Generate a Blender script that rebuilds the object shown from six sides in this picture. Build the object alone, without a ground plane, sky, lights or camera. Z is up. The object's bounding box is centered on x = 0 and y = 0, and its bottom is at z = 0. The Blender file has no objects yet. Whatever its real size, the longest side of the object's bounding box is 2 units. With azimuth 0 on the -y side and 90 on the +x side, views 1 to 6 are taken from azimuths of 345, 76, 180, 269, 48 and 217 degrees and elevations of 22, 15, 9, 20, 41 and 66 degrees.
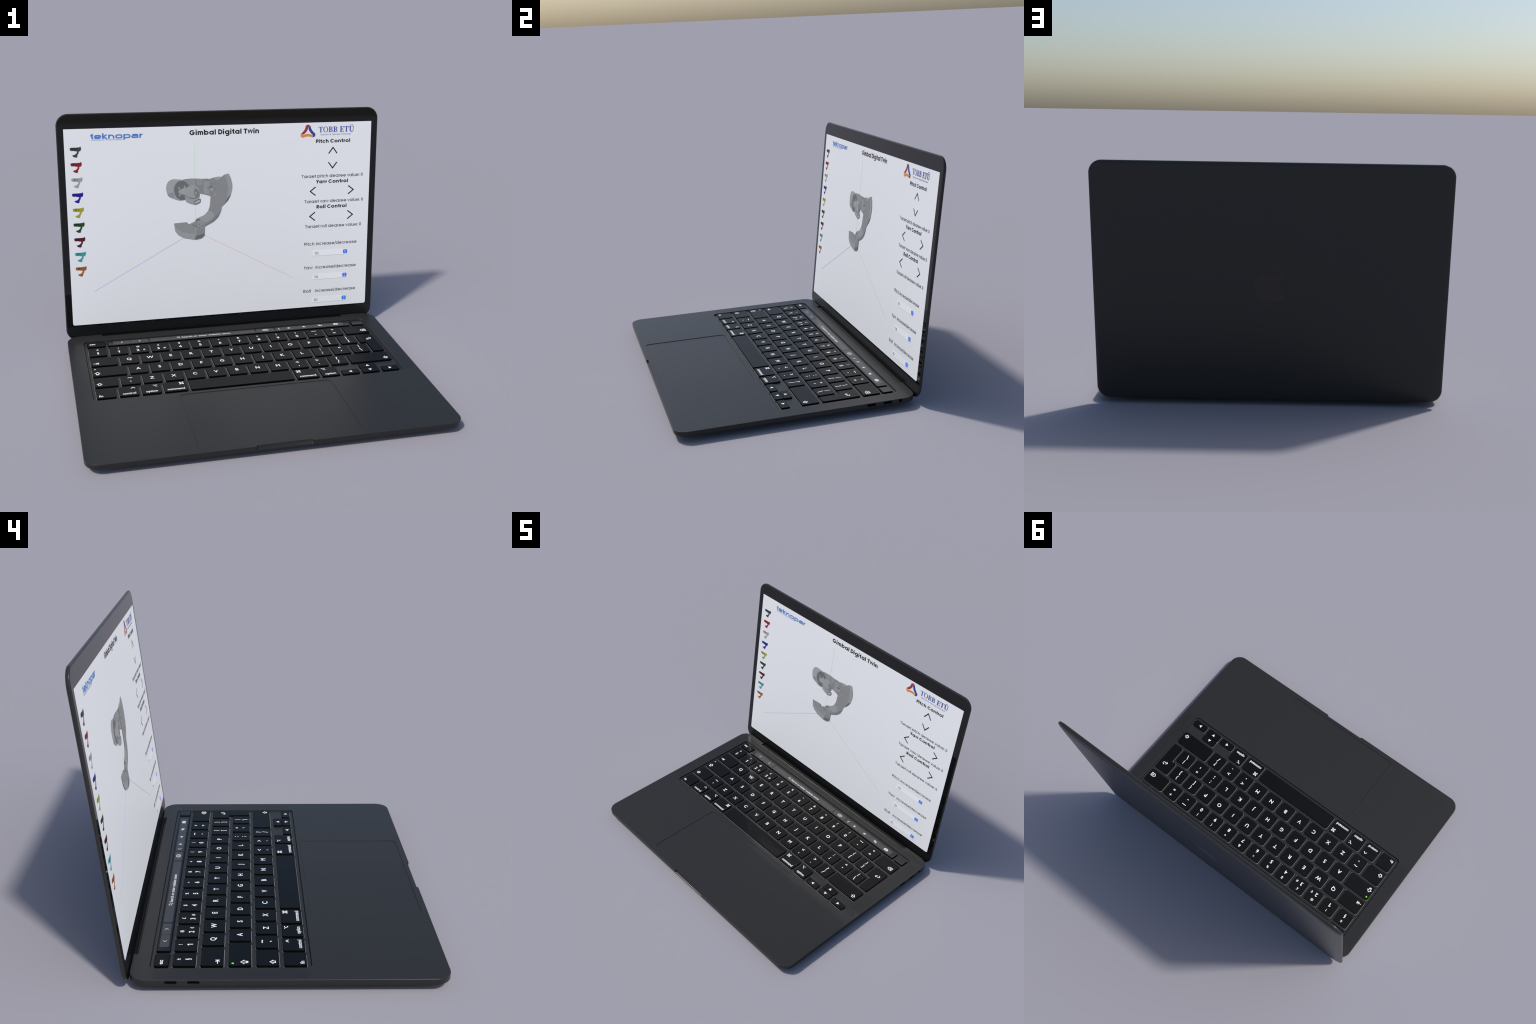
import bpy, bmesh, math
from mathutils import Vector, Matrix

# ------------------------------------------------------------------ materials
def lin(c):
    c /= 255.0
    return c / 12.92 if c <= 0.04045 else ((c + 0.055) / 1.055) ** 2.4

def shown(r, g, b):
    """base colour of a screen pixel that shows as this sRGB colour on the tilted display"""
    k = (0.70, 0.715, 0.765)
    return tuple(min(1.0, max(0.002, lin(v) - 0.007) / k[i]) for i, v in enumerate((r, g, b)))

def material(name, color, rough=0.5, spec=0.5, metal=0.0, grain=0.0, grain_scale=60.0, coat=0.0):
    m = bpy.data.materials.new(name)
    m.use_nodes = True
    nt = m.node_tree
    b = nt.nodes["Principled BSDF"]
    b.inputs["Base Color"].default_value = (*color, 1)
    b.inputs["Roughness"].default_value = rough
    b.inputs["Metallic"].default_value = metal
    b.inputs["Specular IOR Level"].default_value = spec
    b.inputs["Coat Weight"].default_value = coat
    if grain:
        tc = nt.nodes.new("ShaderNodeTexCoord")
        nz = nt.nodes.new("ShaderNodeTexNoise")
        nz.inputs["Scale"].default_value = grain_scale
        nz.inputs["Detail"].default_value = 4
        ramp = nt.nodes.new("ShaderNodeValToRGB")
        ramp.color_ramp.elements[0].position = 0.3
        ramp.color_ramp.elements[1].position = 0.7
        ramp.color_ramp.elements[0].color = (*[c * (1 - grain) for c in color], 1)
        ramp.color_ramp.elements[1].color = (*[c * (1 + grain) for c in color], 1)
        nt.links.new(tc.outputs["Object"], nz.inputs["Vector"])
        nt.links.new(nz.outputs["Fac"], ramp.inputs["Fac"])
        nt.links.new(ramp.outputs["Color"], b.inputs["Base Color"])
    return m

ALU = (0.0248, 0.0247, 0.0246)
ALU_ROUGH = 0.32
M_alu = material("anodised_aluminium", ALU, ALU_ROUGH, 0.24, grain=0.03, grain_scale=90)
M_lid = material("lid_aluminium", (0.0295, 0.0290, 0.0282), ALU_ROUGH, 0.24, grain=0.03, grain_scale=90)  # deck aluminium lightened to match the brightness of the lid's shaded back
M_key = material("key_plastic", (0.0016, 0.0016, 0.0017), 0.40, 0.2, grain=0.04, grain_scale=120)
M_keyside = material("key_side_black", (0.0010, 0.0010, 0.0010), 0.6, 0.1)
M_plate = material("key_frame_aluminium", ALU, ALU_ROUGH, 0.24, grain=0.03, grain_scale=90)
M_glow = material("key_backlight_painted_glow", (0.26, 0.257, 0.25), 0.6, 0.3)  # light leaking round the keys, put into a grey base colour without emission
M_white = material("legend_white", (0.86, 0.86, 0.86), 0.5, 0.3)
M_glass = material("bezel_black_glass", (0.003, 0.003, 0.0035), 0.03, 0.5)
M_chin = material("chin_black_plastic", (0.004, 0.004, 0.0045), 0.3, 0.5)
M_hinge = material("hinge_black_plastic", (0.004, 0.004, 0.0045), 0.6, 0.2)
M_touch = material("touch_strip_glass", (0.004, 0.004, 0.0045), 0.18, 0.5)
M_touchbtn = material("touch_button_grey", (0.045, 0.045, 0.046), 0.2, 0.5)
M_touchicon = material("touch_icon_white", (0.75, 0.75, 0.75), 0.4, 0.3)
M_logo = material("logo_polished", (0.0090, 0.0072, 0.0077), 0.10, 0.5)
M_lens = material("camera_lens_glass", (0.002, 0.002, 0.003), 0.12, 0.5)
M_port = material("port_black", (0.001, 0.001, 0.001), 0.8, 0.1)
M_rubber = material("foot_rubber", (0.012, 0.012, 0.012), 0.8, 0.3)
M_led = material("led_green", (0.13, 0.85, 0.02), 0.4, 0.3)
_led = M_led.node_tree.nodes["Principled BSDF"]
_led.inputs["Emission Color"].default_value = (0.12, 1.0, 0.02, 1)
_led.inputs["Emission Strength"].default_value = 0.08
M_screen = material("display_white", (0.922, 0.922, 0.922), 0.5, 0.25)
M_text = material("display_text_black", shown(33, 34, 36), 0.5, 0.25)
M_textsoft = material("display_text_grey", shown(66, 67, 70), 0.5, 0.25)
M_textmid = material("display_text_light_grey", shown(96, 97, 102), 0.5, 0.25)

# the deck carries two fields of tiny speaker perforations left and right of the keys
M_deck = material("deck_aluminium", ALU, ALU_ROUGH, 0.24, grain=0.03, grain_scale=90)
def add_perforations(m):
    nt = m.node_tree
    N = lambda t: nt.nodes.new(t)
    def math_(op, a, b=None):
        n = N("ShaderNodeMath"); n.operation = op
        for i, v in enumerate((a, b)):
            if v is None: continue
            if isinstance(v, (int, float)): n.inputs[i].default_value = v
            else: nt.links.new(v, n.inputs[i])
        return n.outputs[0]
    tc = N("ShaderNodeTexCoord"); sx = N("ShaderNodeSeparateXYZ")
    nt.links.new(tc.outputs["Object"], sx.inputs[0])
    ax = math_("ABSOLUTE", sx.outputs[0]); y = sx.outputs[1]
    f = 2 * math.pi / 0.0058
    dots = math_("MULTIPLY", math_("GREATER_THAN", math_("SINE", math_("MULTIPLY", ax, f)), 0.1),
                 math_("GREATER_THAN", math_("SINE", math_("MULTIPLY", y, f * 1.25)), -0.3))
    mask = math_("MULTIPLY", math_("GREATER_THAN", ax, 0.917), math_("LESS_THAN", ax, 0.984))
    mask = math_("MULTIPLY", mask, math_("MULTIPLY", math_("GREATER_THAN", y, -0.174), math_("LESS_THAN", y, 0.503)))
    mask = math_("MULTIPLY", mask, math_("GREATER_THAN", sx.outputs[2], 0.0605))
    fac = math_("MULTIPLY", math_("MULTIPLY", dots, mask), 0.55)
    bsdf = nt.nodes["Principled BSDF"]
    src = bsdf.inputs["Base Color"].links[0].from_socket
    mix = N("ShaderNodeMixRGB")
    mix.inputs[2].default_value = (0.001, 0.001, 0.001, 1)
    nt.links.new(fac, mix.inputs[0]); nt.links.new(src, mix.inputs[1])
    nt.links.new(mix.outputs[0], bsdf.inputs["Base Color"])
add_perforations(M_deck)

# ------------------------------------------------------------------ geometry helpers
COL = bpy.context.scene.collection
def obj_from(name, mesh, mats, parent=None, matrix=None):
    o = bpy.data.objects.new(name, mesh)
    COL.objects.link(o)
    for m in (mats if isinstance(mats, (list, tuple)) else [mats]):
        mesh.materials.append(m)
    if matrix is not None: o.matrix_world = matrix
    if parent is not None:
        o.parent = parent
        o.matrix_parent_inverse = Matrix.Identity(4)
    return o

def rect(x0, y0, x1, y1): return [(x0, y0), (x1, y0), (x1, y1), (x0, y1)]

def offset_poly(pts, d):
    """inset (d>0) a counter-clockwise polygon"""
    n = len(pts); out = []
    for i in range(n):
        p0, p1, p2 = Vector(pts[i - 1]), Vector(pts[i]), Vector(pts[(i + 1) % n])
        a, b = (p1 - p0).normalized(), (p2 - p1).normalized()
        na, nb = Vector((-a.y, a.x)), Vector((-b.y, b.x))
        k = 1 + na.dot(nb)
        out.append(tuple(p1 + (na + nb) * (d / k)))
    return out

def round_poly(pts, r, seg=6):
    n = len(pts); out = []
    for i in range(n):
        p0, p1, p2 = Vector(pts[i - 1]), Vector(pts[i]), Vector(pts[(i + 1) % n])
        a, b = (p0 - p1).normalized(), (p2 - p1).normalized()
        rr = r[i] if isinstance(r, (list, tuple)) else r
        if rr <= 1e-6: out.append(tuple(p1)); continue
        ang = a.angle(b); t = rr / math.tan(ang / 2)
        s, e = p1 + a * t, p1 + b * t
        c = p1 + (a + b).normalized() * (rr / math.sin(ang / 2))
        v0, v1 = s - c, e - c
        sweep = math.atan2(v0.x * v1.y - v0.y * v1.x, v0.dot(v1))
        for k in range(seg + 1):
            th = sweep * k / seg; cs, sn = math.cos(th), math.sin(th)
            out.append((c.x + v0.x * cs - v0.y * sn, c.y + v0.x * sn + v0.y * cs))
    return out

def sections(pts, r, profile, seg=6, convex=None):
    """outline rings for a profile [(inset, z)]"""
    n = len(pts)
    if convex is None:
        convex = []
        for i in range(n):
            a = Vector(pts[i]) - Vector(pts[i - 1]); b = Vector(pts[(i + 1) % n]) - Vector(pts[i])
            convex.append(a.x * b.y - a.y * b.x > 0)
    rings = []
    for ins, z in profile:
        rr = [max(0.0008, r - ins if c else r + ins) for c in convex]
        rings.append([(x, y, z) for x, y in round_poly(offset_poly(pts, ins), rr, seg)])
    return rings

def loft(name, rings, angle=35, flip=False, mat_of=None):
    bm = bmesh.new()
    vs = [[bm.verts.new(p) for p in ring] for ring in rings]
    n = len(rings[0])
    for k in range(len(vs) - 1):
        for i in range(n):
            j = (i + 1) % n
            f = bm.faces.new((vs[k][i], vs[k][j], vs[k + 1][j], vs[k + 1][i]))
            if mat_of: f.material_index = mat_of(k)
    bm.faces.new(list(reversed(vs[0])))
    bm.faces.new(vs[-1])
    bmesh.ops.recalc_face_normals(bm, faces=bm.faces)
    me = bpy.data.meshes.new(name); bm.to_mesh(me); bm.free()
    me.shade_smooth(); me.set_sharp_from_angle(angle=math.radians(angle))
    return me

def fill_outlines(name, loops, thick, z=0.0):
    """flat sheet with holes: first loop outside, the others cut out (even-odd curve fill)"""
    cu = bpy.data.curves.new(name, "CURVE"); cu.dimensions = "2D"; cu.fill_mode = "BOTH"
    cu.extrude = thick / 2
    for lp in loops:
        sp = cu.splines.new("POLY"); sp.points.add(len(lp) - 1); sp.use_cyclic_u = True
        for q, (x, y) in zip(sp.points, lp): q.co = (x, y, 0, 1)
    o = bpy.data.objects.new(name, cu); COL.objects.link(o)
    dg = bpy.context.evaluated_depsgraph_get()
    me = bpy.data.meshes.new_from_object(o.evaluated_get(dg))
    bpy.data.objects.remove(o); bpy.data.curves.remove(cu)
    me.materials.clear()
    me.transform(Matrix.Translation((0, 0, z + thick / 2)))
    return me

def smooth_loop(pts, sub=5):
    """closed Catmull-Rom curve through the points"""
    n = len(pts); out = []
    for i in range(n):
        p0, p1, p2, p3 = (Vector(pts[(i + k) % n]) for k in (-1, 0, 1, 2))
        for s in range(sub):
            t = s / sub
            out.append(tuple(0.5 * ((2 * p1) + (p2 - p0) * t + (2 * p0 - 5 * p1 + 4 * p2 - p3) * t * t
                                    + (3 * p1 - p0 - 3 * p2 + p3) * t ** 3)))
    return out

def ellipse(cx, cy, rx, ry, rot=0.0, n=28):
    c, s = math.cos(rot), math.sin(rot)
    return [(cx + rx * math.cos(a) * c - ry * math.sin(a) * s, cy + rx * math.cos(a) * s + ry * math.sin(a) * c)
            for a in (2 * math.pi * i / n for i in range(n))]

def stroke(pts, w, closed=False):
    """mitred band along a path: one or two outline loops"""
    n = len(pts); L, R = [], []
    for i in range(n):
        p = Vector(pts[i])
        a = Vector(pts[i - 1]) if (i > 0 or closed) else None
        b = Vector(pts[(i + 1) % n]) if (i < n - 1 or closed) else None
        d0 = (p - a).normalized() if a is not None else None
        d1 = (b - p).normalized() if b is not None else None
        if d0 is None: d0 = d1
        if d1 is None: d1 = d0
        n0, n1 = Vector((-d0.y, d0.x)), Vector((-d1.y, d1.x))
        m = (n0 + n1) * (1 / max(0.35, 1 + n0.dot(n1)))
        L.append(tuple(p + m * w / 2)); R.append(tuple(p - m * w / 2))
    return [L, R] if closed else [L + R[::-1]]

def join_meshes(name, meshes, lift=0.0):
    bm = bmesh.new()
    for i, m in enumerate(meshes):
        if lift: m.transform(Matrix.Translation((0, 0, lift * i)))
        bm.from_mesh(m); bpy.data.meshes.remove(m)
    me = bpy.data.meshes.new(name); bm.to_mesh(me); bm.free()
    return me

def text_mesh(body, bold=0.0, thick=0.0004, clip_below=None, spacing=1.0):
    """built-in font; returned with cap height 1, left edge 0, baseline 0, plus its width"""
    cu = bpy.data.curves.new("lettering", "FONT")
    cu.body = body; cu.size = 1; cu.offset = bold; cu.resolution_u = 3; cu.space_character = spacing
    o = bpy.data.objects.new("lettering", cu); COL.objects.link(o)
    dg = bpy.context.evaluated_depsgraph_get()
    me = bpy.data.meshes.new_from_object(o.evaluated_get(dg))
    bpy.data.objects.remove(o); bpy.data.curves.remove(cu)
    me.materials.clear()
    if clip_below is not None:
        bm = bmesh.new(); bm.from_mesh(me)
        bmesh.ops.bisect_plane(bm, geom=bm.verts[:] + bm.edges[:] + bm.faces[:], plane_co=(0, clip_below, 0),
                               plane_no=(0, -1, 0), clear_outer=True)
        bm.to_mesh(me); bm.free()
    xs = [v.co.x for v in me.vertices]
    me.transform(Matrix.Translation((-min(xs), 0, 0)))
    return me, max(xs) - min(xs)

_cap = {}
def cap_height(bold):
    if bold not in _cap:
        m, _ = text_mesh("H", bold)
        _cap[bold] = (max(v.co.y for v in m.vertices), min(v.co.y for v in m.vertices))
    return _cap[bold]

_xh = {}
def raise_x_height(me, bold, ratio):
    """geometric sans look: taller small letters, shorter ascenders"""
    if bold not in _xh:
        m, _ = text_mesh("x", bold); _xh[bold] = max(v.co.y for v in m.vertices)
    xh, hi = _xh[bold], cap_height(bold)[0]
    new = ratio * hi
    for v in me.vertices:
        y = v.co.y
        if 0 < y <= xh: v.co.y = y * new / xh
        elif xh < y < hi: v.co.y = new + (y - xh) * (hi - new) / (hi - xh)

def lettering(body, x0, x1, base, cap, bold=0.0, clip_below=None, spacing=1.0, xh=None):
    """text fitted between x0 and x1 (x1=None keeps natural width, x0 is then the centre)"""
    me, w = text_mesh(body, bold, clip_below=clip_below, spacing=spacing)
    if xh: raise_x_height(me, bold, xh)
    hi, lo = cap_height(bold)
    sy = cap / (hi - lo)
    if x1 is None:
        sx = sy; x0 = x0 - w * sx / 2
    else:
        sx = (x1 - x0) / w
    me.transform(Matrix.Translation((x0, base - lo * sy, 0)) @ Matrix.Diagonal((sx, sy, 1, 1)))
    return me

def glyph(body, cx, cy, h, bold=0.02, wide=1.0):
    """one symbol centred on (cx, cy), its own height h"""
    me, w = text_mesh(body, bold)
    ys = [v.co.y for v in me.vertices]; hh = max(ys) - min(ys)
    s = h / hh
    me.transform(Matrix.Translation((cx, cy, 0)) @ Matrix.Diagonal((s * wide, s, 1, 1)) @
                 Matrix.Translation((-w / 2, -(max(ys) + min(ys)) / 2, 0)))
    return me

# a monoline geometric alphabet for the page lettering: every letter is a few strokes on a unit cap height
XH, ASC = 0.77, 1.04
def geo_letter(ch, w, clip, square):
    """centre-line strokes [(points, closed)] and the advance width of one letter"""
    h = w / 2; cy = XH / 2; ry = cy - h; rx = (0.43 if not square else 0.52) - h
    def bow(cx, a0, a1, rx_=rx, ry_=ry, cy_=cy, n=20):
        p = 0.55 if square else 1.0
        f = lambda v: math.copysign(abs(v) ** p, v)
        return [(cx + rx_ * f(math.cos(math.radians(a0 + (a1 - a0) * i / n))), cy_ + ry_ * f(math.sin(math.radians(a0 + (a1 - a0) * i / n)))) for i in range(n + 1)]
    ring = lambda cx: (bow(cx, 0, 360)[:-1], True)
    L0 = 0.06 + h                      # left stem
    cx = 0.06 + h + rx; R0 = cx + rx   # bowl centre, right stem
    desc = -0.06 if clip else -0.27
    line = lambda *p: (list(p), False)
    arch = lambda x0, r: [(x0 + r + r * math.cos(math.radians(180 - 180 * i / 14)), XH - h - r * 0.95 + r * 0.95 * math.sin(math.radians(180 - 180 * i / 14))) for i in range(15)]
    r = 0.30 - h * 0.55 if not square else 0.40 - h * 0.55
    if ch == " ": return [], 0.30
    if ch == "o": return [ring(cx)], R0 + h + 0.06
    if ch == "a" and not square: return [ring(cx), line((R0, 0), (R0, XH))], R0 + h + 0.09
    if ch == "a": return [line((L0 + 0.04, XH - h), (R0 - 0.1, XH - h), (R0, XH - h - 0.1), (R0, 0)), line((R0, cy + 0.03), (L0 + 0.08, cy + 0.03), (L0, cy - 0.06), (L0, h + 0.07), (L0 + 0.08, h), (R0, h))], R0 + h + 0.08
    if ch == "d": return [ring(cx), line((R0, 0), (R0, ASC))], R0 + h + 0.09
    if ch == "b": return [ring(cx), line((L0, 0), (L0, ASC))], R0 + h + 0.06
    if ch == "p": return [ring(cx), line((L0, desc - (0.04 if clip else 0)), (L0, XH))], R0 + h + 0.06
    if ch == "g":
        if clip: return [ring(cx), line((R0, -0.04), (R0, XH))], R0 + h + 0.09
        return [ring(cx), line((R0, XH), (R0, -0.08), (R0 - 0.10, -0.22), (cx, -0.25), (L0 + 0.06, -0.20))], R0 + h + 0.09
    if ch == "c": return [(bow(cx, 48, 312), False)], R0 + h * 0.2 + 0.04
    if ch == "e": return [(bow(cx, 0, 318), False), line((L0, cy - 0.02), (R0 + h * 0.9, cy - 0.02))], R0 + h + 0.05
    if ch == "n": return [line((L0, 0), (L0, XH)), (arch(L0, r) + [(L0 + 2 * r, 0)], False)], L0 + 2 * r + h + 0.08
    if ch == "h": return [line((L0, 0), (L0, ASC)), (arch(L0, r) + [(L0 + 2 * r, 0)], False)], L0 + 2 * r + h + 0.08
    if ch == "m":
        q = r * 0.86
        return [line((L0, 0), (L0, XH)), (arch(L0, q) + [(L0 + 2 * q, 0)], False), (arch(L0 + 2 * q, q) + [(L0 + 4 * q, 0)], False)], L0 + 4 * q + h + 0.08
    if ch == "u": return [line((L0 + 2 * r, 0), (L0 + 2 * r, XH)), ([(x, XH - y) for x, y in arch(L0, r)][::-1] + [(L0, XH)], False)], L0 + 2 * r + h + 0.08
    if ch == "r": return [line((L0, 0), (L0, XH)), (arch(L0, r * 1.05)[:8], False)], L0 + r * 1.05 + 0.05
    if ch == "i": return [line((L0, 0), (L0, XH)), line((L0, XH + 0.11), (L0, XH + 0.11 + w * 0.9))], L0 + h + 0.08
    if ch == "l": return [line((L0, 0), (L0, ASC))], L0 + h + 0.08
    if ch == "t":
        x = 0.17 + h
        return [line((x, XH + 0.22), (x, h + 0.1), (x + 0.07, h), (x + 0.2, h)), line((0.02, XH - h), (x + 0.2, XH - h))], x + 0.24
    if ch == "k": return [line((L0, 0), (L0, ASC)), line((L0 + 0.55, XH), (L0 + 0.05, cy), (L0 + 0.58, 0))], L0 + 0.70
    if ch in "vy": return [line((0.03 + h, XH), (0.36, h * 0.9), (0.69 - h, XH))], 0.70
    if ch == "w": return [line((0.03 + h, XH), (0.29, h * 0.9), (0.54, XH * 0.96), (0.79, h * 0.9), (1.05 - h, XH))], 1.08
    if ch == "s":
        t = XH - h; a = 0.30 - h * 0.6; c = 0.06 + h + a
        return [line((c + a, t - 0.12), (c + a * 0.6, t - 0.02), (c, t), (c - a * 0.7, t - 0.04), (c - a, cy + 0.14), (c - a * 0.6, cy + 0.04), (c + a * 0.6, cy - 0.05),
                     (c + a, cy - 0.16), (c + a * 0.7, h + 0.04), (c, h), (c - a * 0.7, h + 0.03), (c - a * 1.05, h + 0.13))], 2 * a + w + 0.12
    if ch == "/": return [line((0.04, -0.14), (0.42, ASC + 0.04))], 0.46
    if ch == ":": return [line((L0, 0), (L0, w * 1.15)), line((L0, XH - w * 1.15), (L0, XH))], L0 + h + 0.07
    if ch == "T": return [line((0.38, 0), (0.38, 1 - w)), line((0.03, 1 - h), (0.73, 1 - h))], 0.74
    if ch == "Y": return [line((0.03 + h, 1), (0.40, 0.44), (0.77 - h, 1)), line((0.40, 0), (0.40, 0.44))], 0.76
    if ch == "D": return [line((L0, h), (L0, 1 - h)), line((L0 - h, h), (0.45, h), (0.62, 0.10 + h), (0.76 - h * 0.5, 0.30), (0.80 - h * 0.5, 0.5), (0.76 - h * 0.5, 0.70), (0.62, 0.90 - h), (0.45, 1 - h), (L0 - h, 1 - h))], 0.88
    if ch in "PR":
        g = [line((L0, 0), (L0, 1)), line((L0, 1 - h), (0.42, 1 - h), (0.56, 0.95 - h), (0.66 - h * 0.5, 0.72), (0.56, 0.50 + h * 0.3), (0.42, 0.44), (L0, 0.44))]
        if ch == "R": g.append(line((0.36, 0.42), (0.66 - h * 0.3, 0)))
        return g, 0.72 if ch == "P" else 0.76
    if ch in "CG":
        big = bow(0.06 + 0.50, 42 if ch == "C" else 40, 318 if ch == "C" else 350, 0.50 - h, 0.5 - h, 0.5, 26)
        g = [(big, False)]
        if ch == "G": g.append(line((0.56, 0.45), (1.06 - h * 0.4, 0.45)))
        return g, 1.02 if ch == "C" else 1.14
    if ch == "0": return [(bow(0.37, 0, 360, 0.31 - h, 0.5 - h, 0.5)[:-1], True)], 0.74
    if ch == "1": return [line((0.26, 0), (0.26, 1 - h)), line((0.04, 1 - h), (0.26 + h, 1 - h))], 0.36 + h
    raise ValueError(ch)

def geo_text(body, x0, x1, base, cap, w, clip=False, square=False):
    groups, x = [], 0.0
    for ch in body:
        strokes, adv = geo_letter(ch, w, clip, square)
        for pts, closed in strokes:
            groups.append(stroke([(x + px, py) for px, py in pts], w, closed))
        x += adv
    xs = [p[0] for g in groups for lp in g for p in lp]
    k = (x1 - x0) / (max(xs) - min(xs)); lo = min(xs)
    groups = [[[(x0 + (px - lo) * k, base + py * cap) for px, py in lp] for lp in g] for g in groups]
    bm = bmesh.new()
    for i, g in enumerate(groups):
        m = fill_outlines("mark", g, 0.00012, 0.00003 * (i % 4))
        bm.from_mesh(m); bpy.data.meshes.remove(m)
    me = bpy.data.meshes.new("lettering"); bm.to_mesh(me); bm.free()
    return me

def boolean_cut(o, cutters):
    for c in cutters:
        md = o.modifiers.new("cut", "BOOLEAN"); md.operation = "DIFFERENCE"; md.solver = "EXACT"; md.object = c
    dg = bpy.context.evaluated_depsgraph_get()
    me = bpy.data.meshes.new_from_object(o.evaluated_get(dg))
    o.modifiers.clear(); o.data = me
    for c in cutters: bpy.data.objects.remove(c)
    me.shade_smooth(); me.set_sharp_from_angle(angle=math.radians(32))

def cutter(rings):
    me = loft("cutter", rings)
    o = bpy.data.objects.new("cutter", me); COL.objects.link(o)
    return o

# ------------------------------------------------------------------ main sizes
DECK = 0.062                 # deck height
FRONT, BACK = -0.790, 0.607  # base depth
FLOOR = 0.0532               # floor of the keyboard recess
KEYTOP = 0.0628
laptop = bpy.data.objects.new("laptop", None); COL.objects.link(laptop)
laptop["label"] = "open dark grey laptop showing a gimbal control page"
laptop["category"] = "laptop computer"

# ------------------------------------------------------------------ base case
prof = [(0.0016, DECK), (0.0, DECK - 0.0014), (0.0, 0.0360), (0.0006, 0.0342), (0.0022, 0.0330), (0.0060, 0.0320),
        (0.060, 0.0235), (0.110, 0.0155), (0.150, 0.0100), (0.180, 0.0083), (0.220, 0.0080)]
# corners keep a generous radius while the belly draws in
rings = []
for ins, z in prof:
    rings.append([(x, y, z) for x, y in round_poly(offset_poly(rect(-1, FRONT, 1, BACK), ins), max(0.03, 0.075 - ins * 0.25), 14)])
base = obj_from("base_case", loft("base_case", rings[::-1], 30), M_deck, laptop)

KB = rect(-0.9065, -0.1895, 0.9065, 0.5260)
TP = rect(-0.4385, -0.7580, 0.4385, -0.2085)
cuts = [cutter(sections(KB, 0.030, [(0.0022, FLOOR - 0.004), (0.0022, FLOOR), (0.0, DECK - 0.0008), (-0.0006, DECK), (-0.0006, 0.08)], 8)),
        cutter(sections(TP, 0.028, [(0.0008, DECK - 0.0033), (0.0, DECK - 0.0006), (-0.0004, DECK), (-0.0004, 0.08)], 8)),
        cutter(sections(rect(-0.786, 0.5835, 0.786, 0.70), 0.0, [(0, 0.0400), (0, 0.08)], 1))]
# finger scoop at the front edge, drawn as a yz profile swept along x
scoop = [(-0.7780, 0.070), (-0.7782, 0.058), (-0.7795, 0.051), (-0.7820, 0.0455), (-0.7860, 0.0418), (-0.7920, 0.0400),
         (-0.81, 0.0400), (-0.81, 0.070)]
def scoop_ring(x, k):
    return [(x, -0.7920 + (y + 0.7920) * k if y > -0.792 else y, z) for y, z in scoop]
cuts.append(cutter([scoop_ring(-0.1500, 0.35), scoop_ring(-0.1470, 0.8), scoop_ring(-0.143, 1.0),
                    scoop_ring(0.143, 1.0), scoop_ring(0.1470, 0.8), scoop_ring(0.1500, 0.35)]))
def side_slot(side, yc, half, zc, rad):
    ring = round_poly(rect(yc - half, zc - rad, yc + half, zc + rad), rad * 0.98, 6)
    xs = (0.972, 1.05)
    return cutter([[(side * x, y, z) for y, z in ring] for x in xs])
PORTS = [(-1, 0.4255, 0.0267), (-1, 0.3273, 0.0267), (1, 0.4255, 0.0267), (1, 0.3273, 0.0267)]
PZ = 0.0503
for s, yc, hw in PORTS: cuts.append(side_slot(s, yc, hw, PZ, 0.0080))
cuts.append(side_slot(1, 0.5025, 0.0108, PZ, 0.0108))
boolean_cut(base, cuts)
for s, yc, hw in PORTS + [(1, 0.5025, 0.0108)]:
    r = 0.0080 if hw > 0.02 else 0.0108
    ring = round_poly(rect(yc - hw + 0.0006, PZ - r + 0.0006, yc + hw - 0.0006, PZ + r - 0.0006), r * 0.9, 6)
    name = "port" if hw > 0.02 else "headphone_jack"
    obj_from(name, loft(name, [[(s * x, y, z) for y, z in ring] for x in (0.974, 0.9945)]), M_port, base)

# trackpad plate, a little below the deck
obj_from("trackpad", loft("trackpad", sections(TP, 0.028, [(0.0010, DECK - 0.0060), (0.0010, DECK - 0.0029)], 8), 15),
         M_alu, laptop)
# feet
foot_me = loft("foot", [[(x, y, z) for x, y in ellipse(0, 0, r, r, 0, 32)] for r, z in
                        ((0.036, 0.0), (0.040, 0.002), (0.042, 0.0088))])
foot_me.materials.append(M_rubber)
for sx in (-0.82, 0.82):
    for y in (-0.62, 0.44):
        f = bpy.data.objects.new("foot", foot_me); COL.objects.link(f); f.location = (sx, y, 0); f.parent = base

# hinge bar behind the deck notch
def bar(name, x0, x1, yc, zc, r, mat, parent, n=24):
    ring = lambda x: [(x, yc + r * math.cos(a), zc + r * math.sin(a)) for a in (2 * math.pi * i / n for i in range(n))]
    return obj_from(name, loft(name, [ring(x0), ring(x1)], 40), mat, parent)
bar("hinge_barrel", -0.782, 0.782, 0.6040, 0.0465, 0.0080, M_hinge, laptop)

# ------------------------------------------------------------------ keyboard
P = 0.12410; W = 0.1056; G = P - W
L, R = -0.8850, 0.8850
KH = 0.1015
ROW = {0: (0.4445, 0.5045), 1: (0.3240, 0.4255), 2: (0.2008, 0.3023), 3: (0.0776, 0.1791), 4: (-0.0456, 0.0559), 5: (-0.1680, -0.0675)}
KEYS = []   # (polygon, legends)
def key(x0, x1, row, legend, y0=None, y1=None):
    a, b = ROW[row]
    KEYS.append((rect(x0, a if y0 is None else y0, x1, b if y1 is None else y1), legend))

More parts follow.
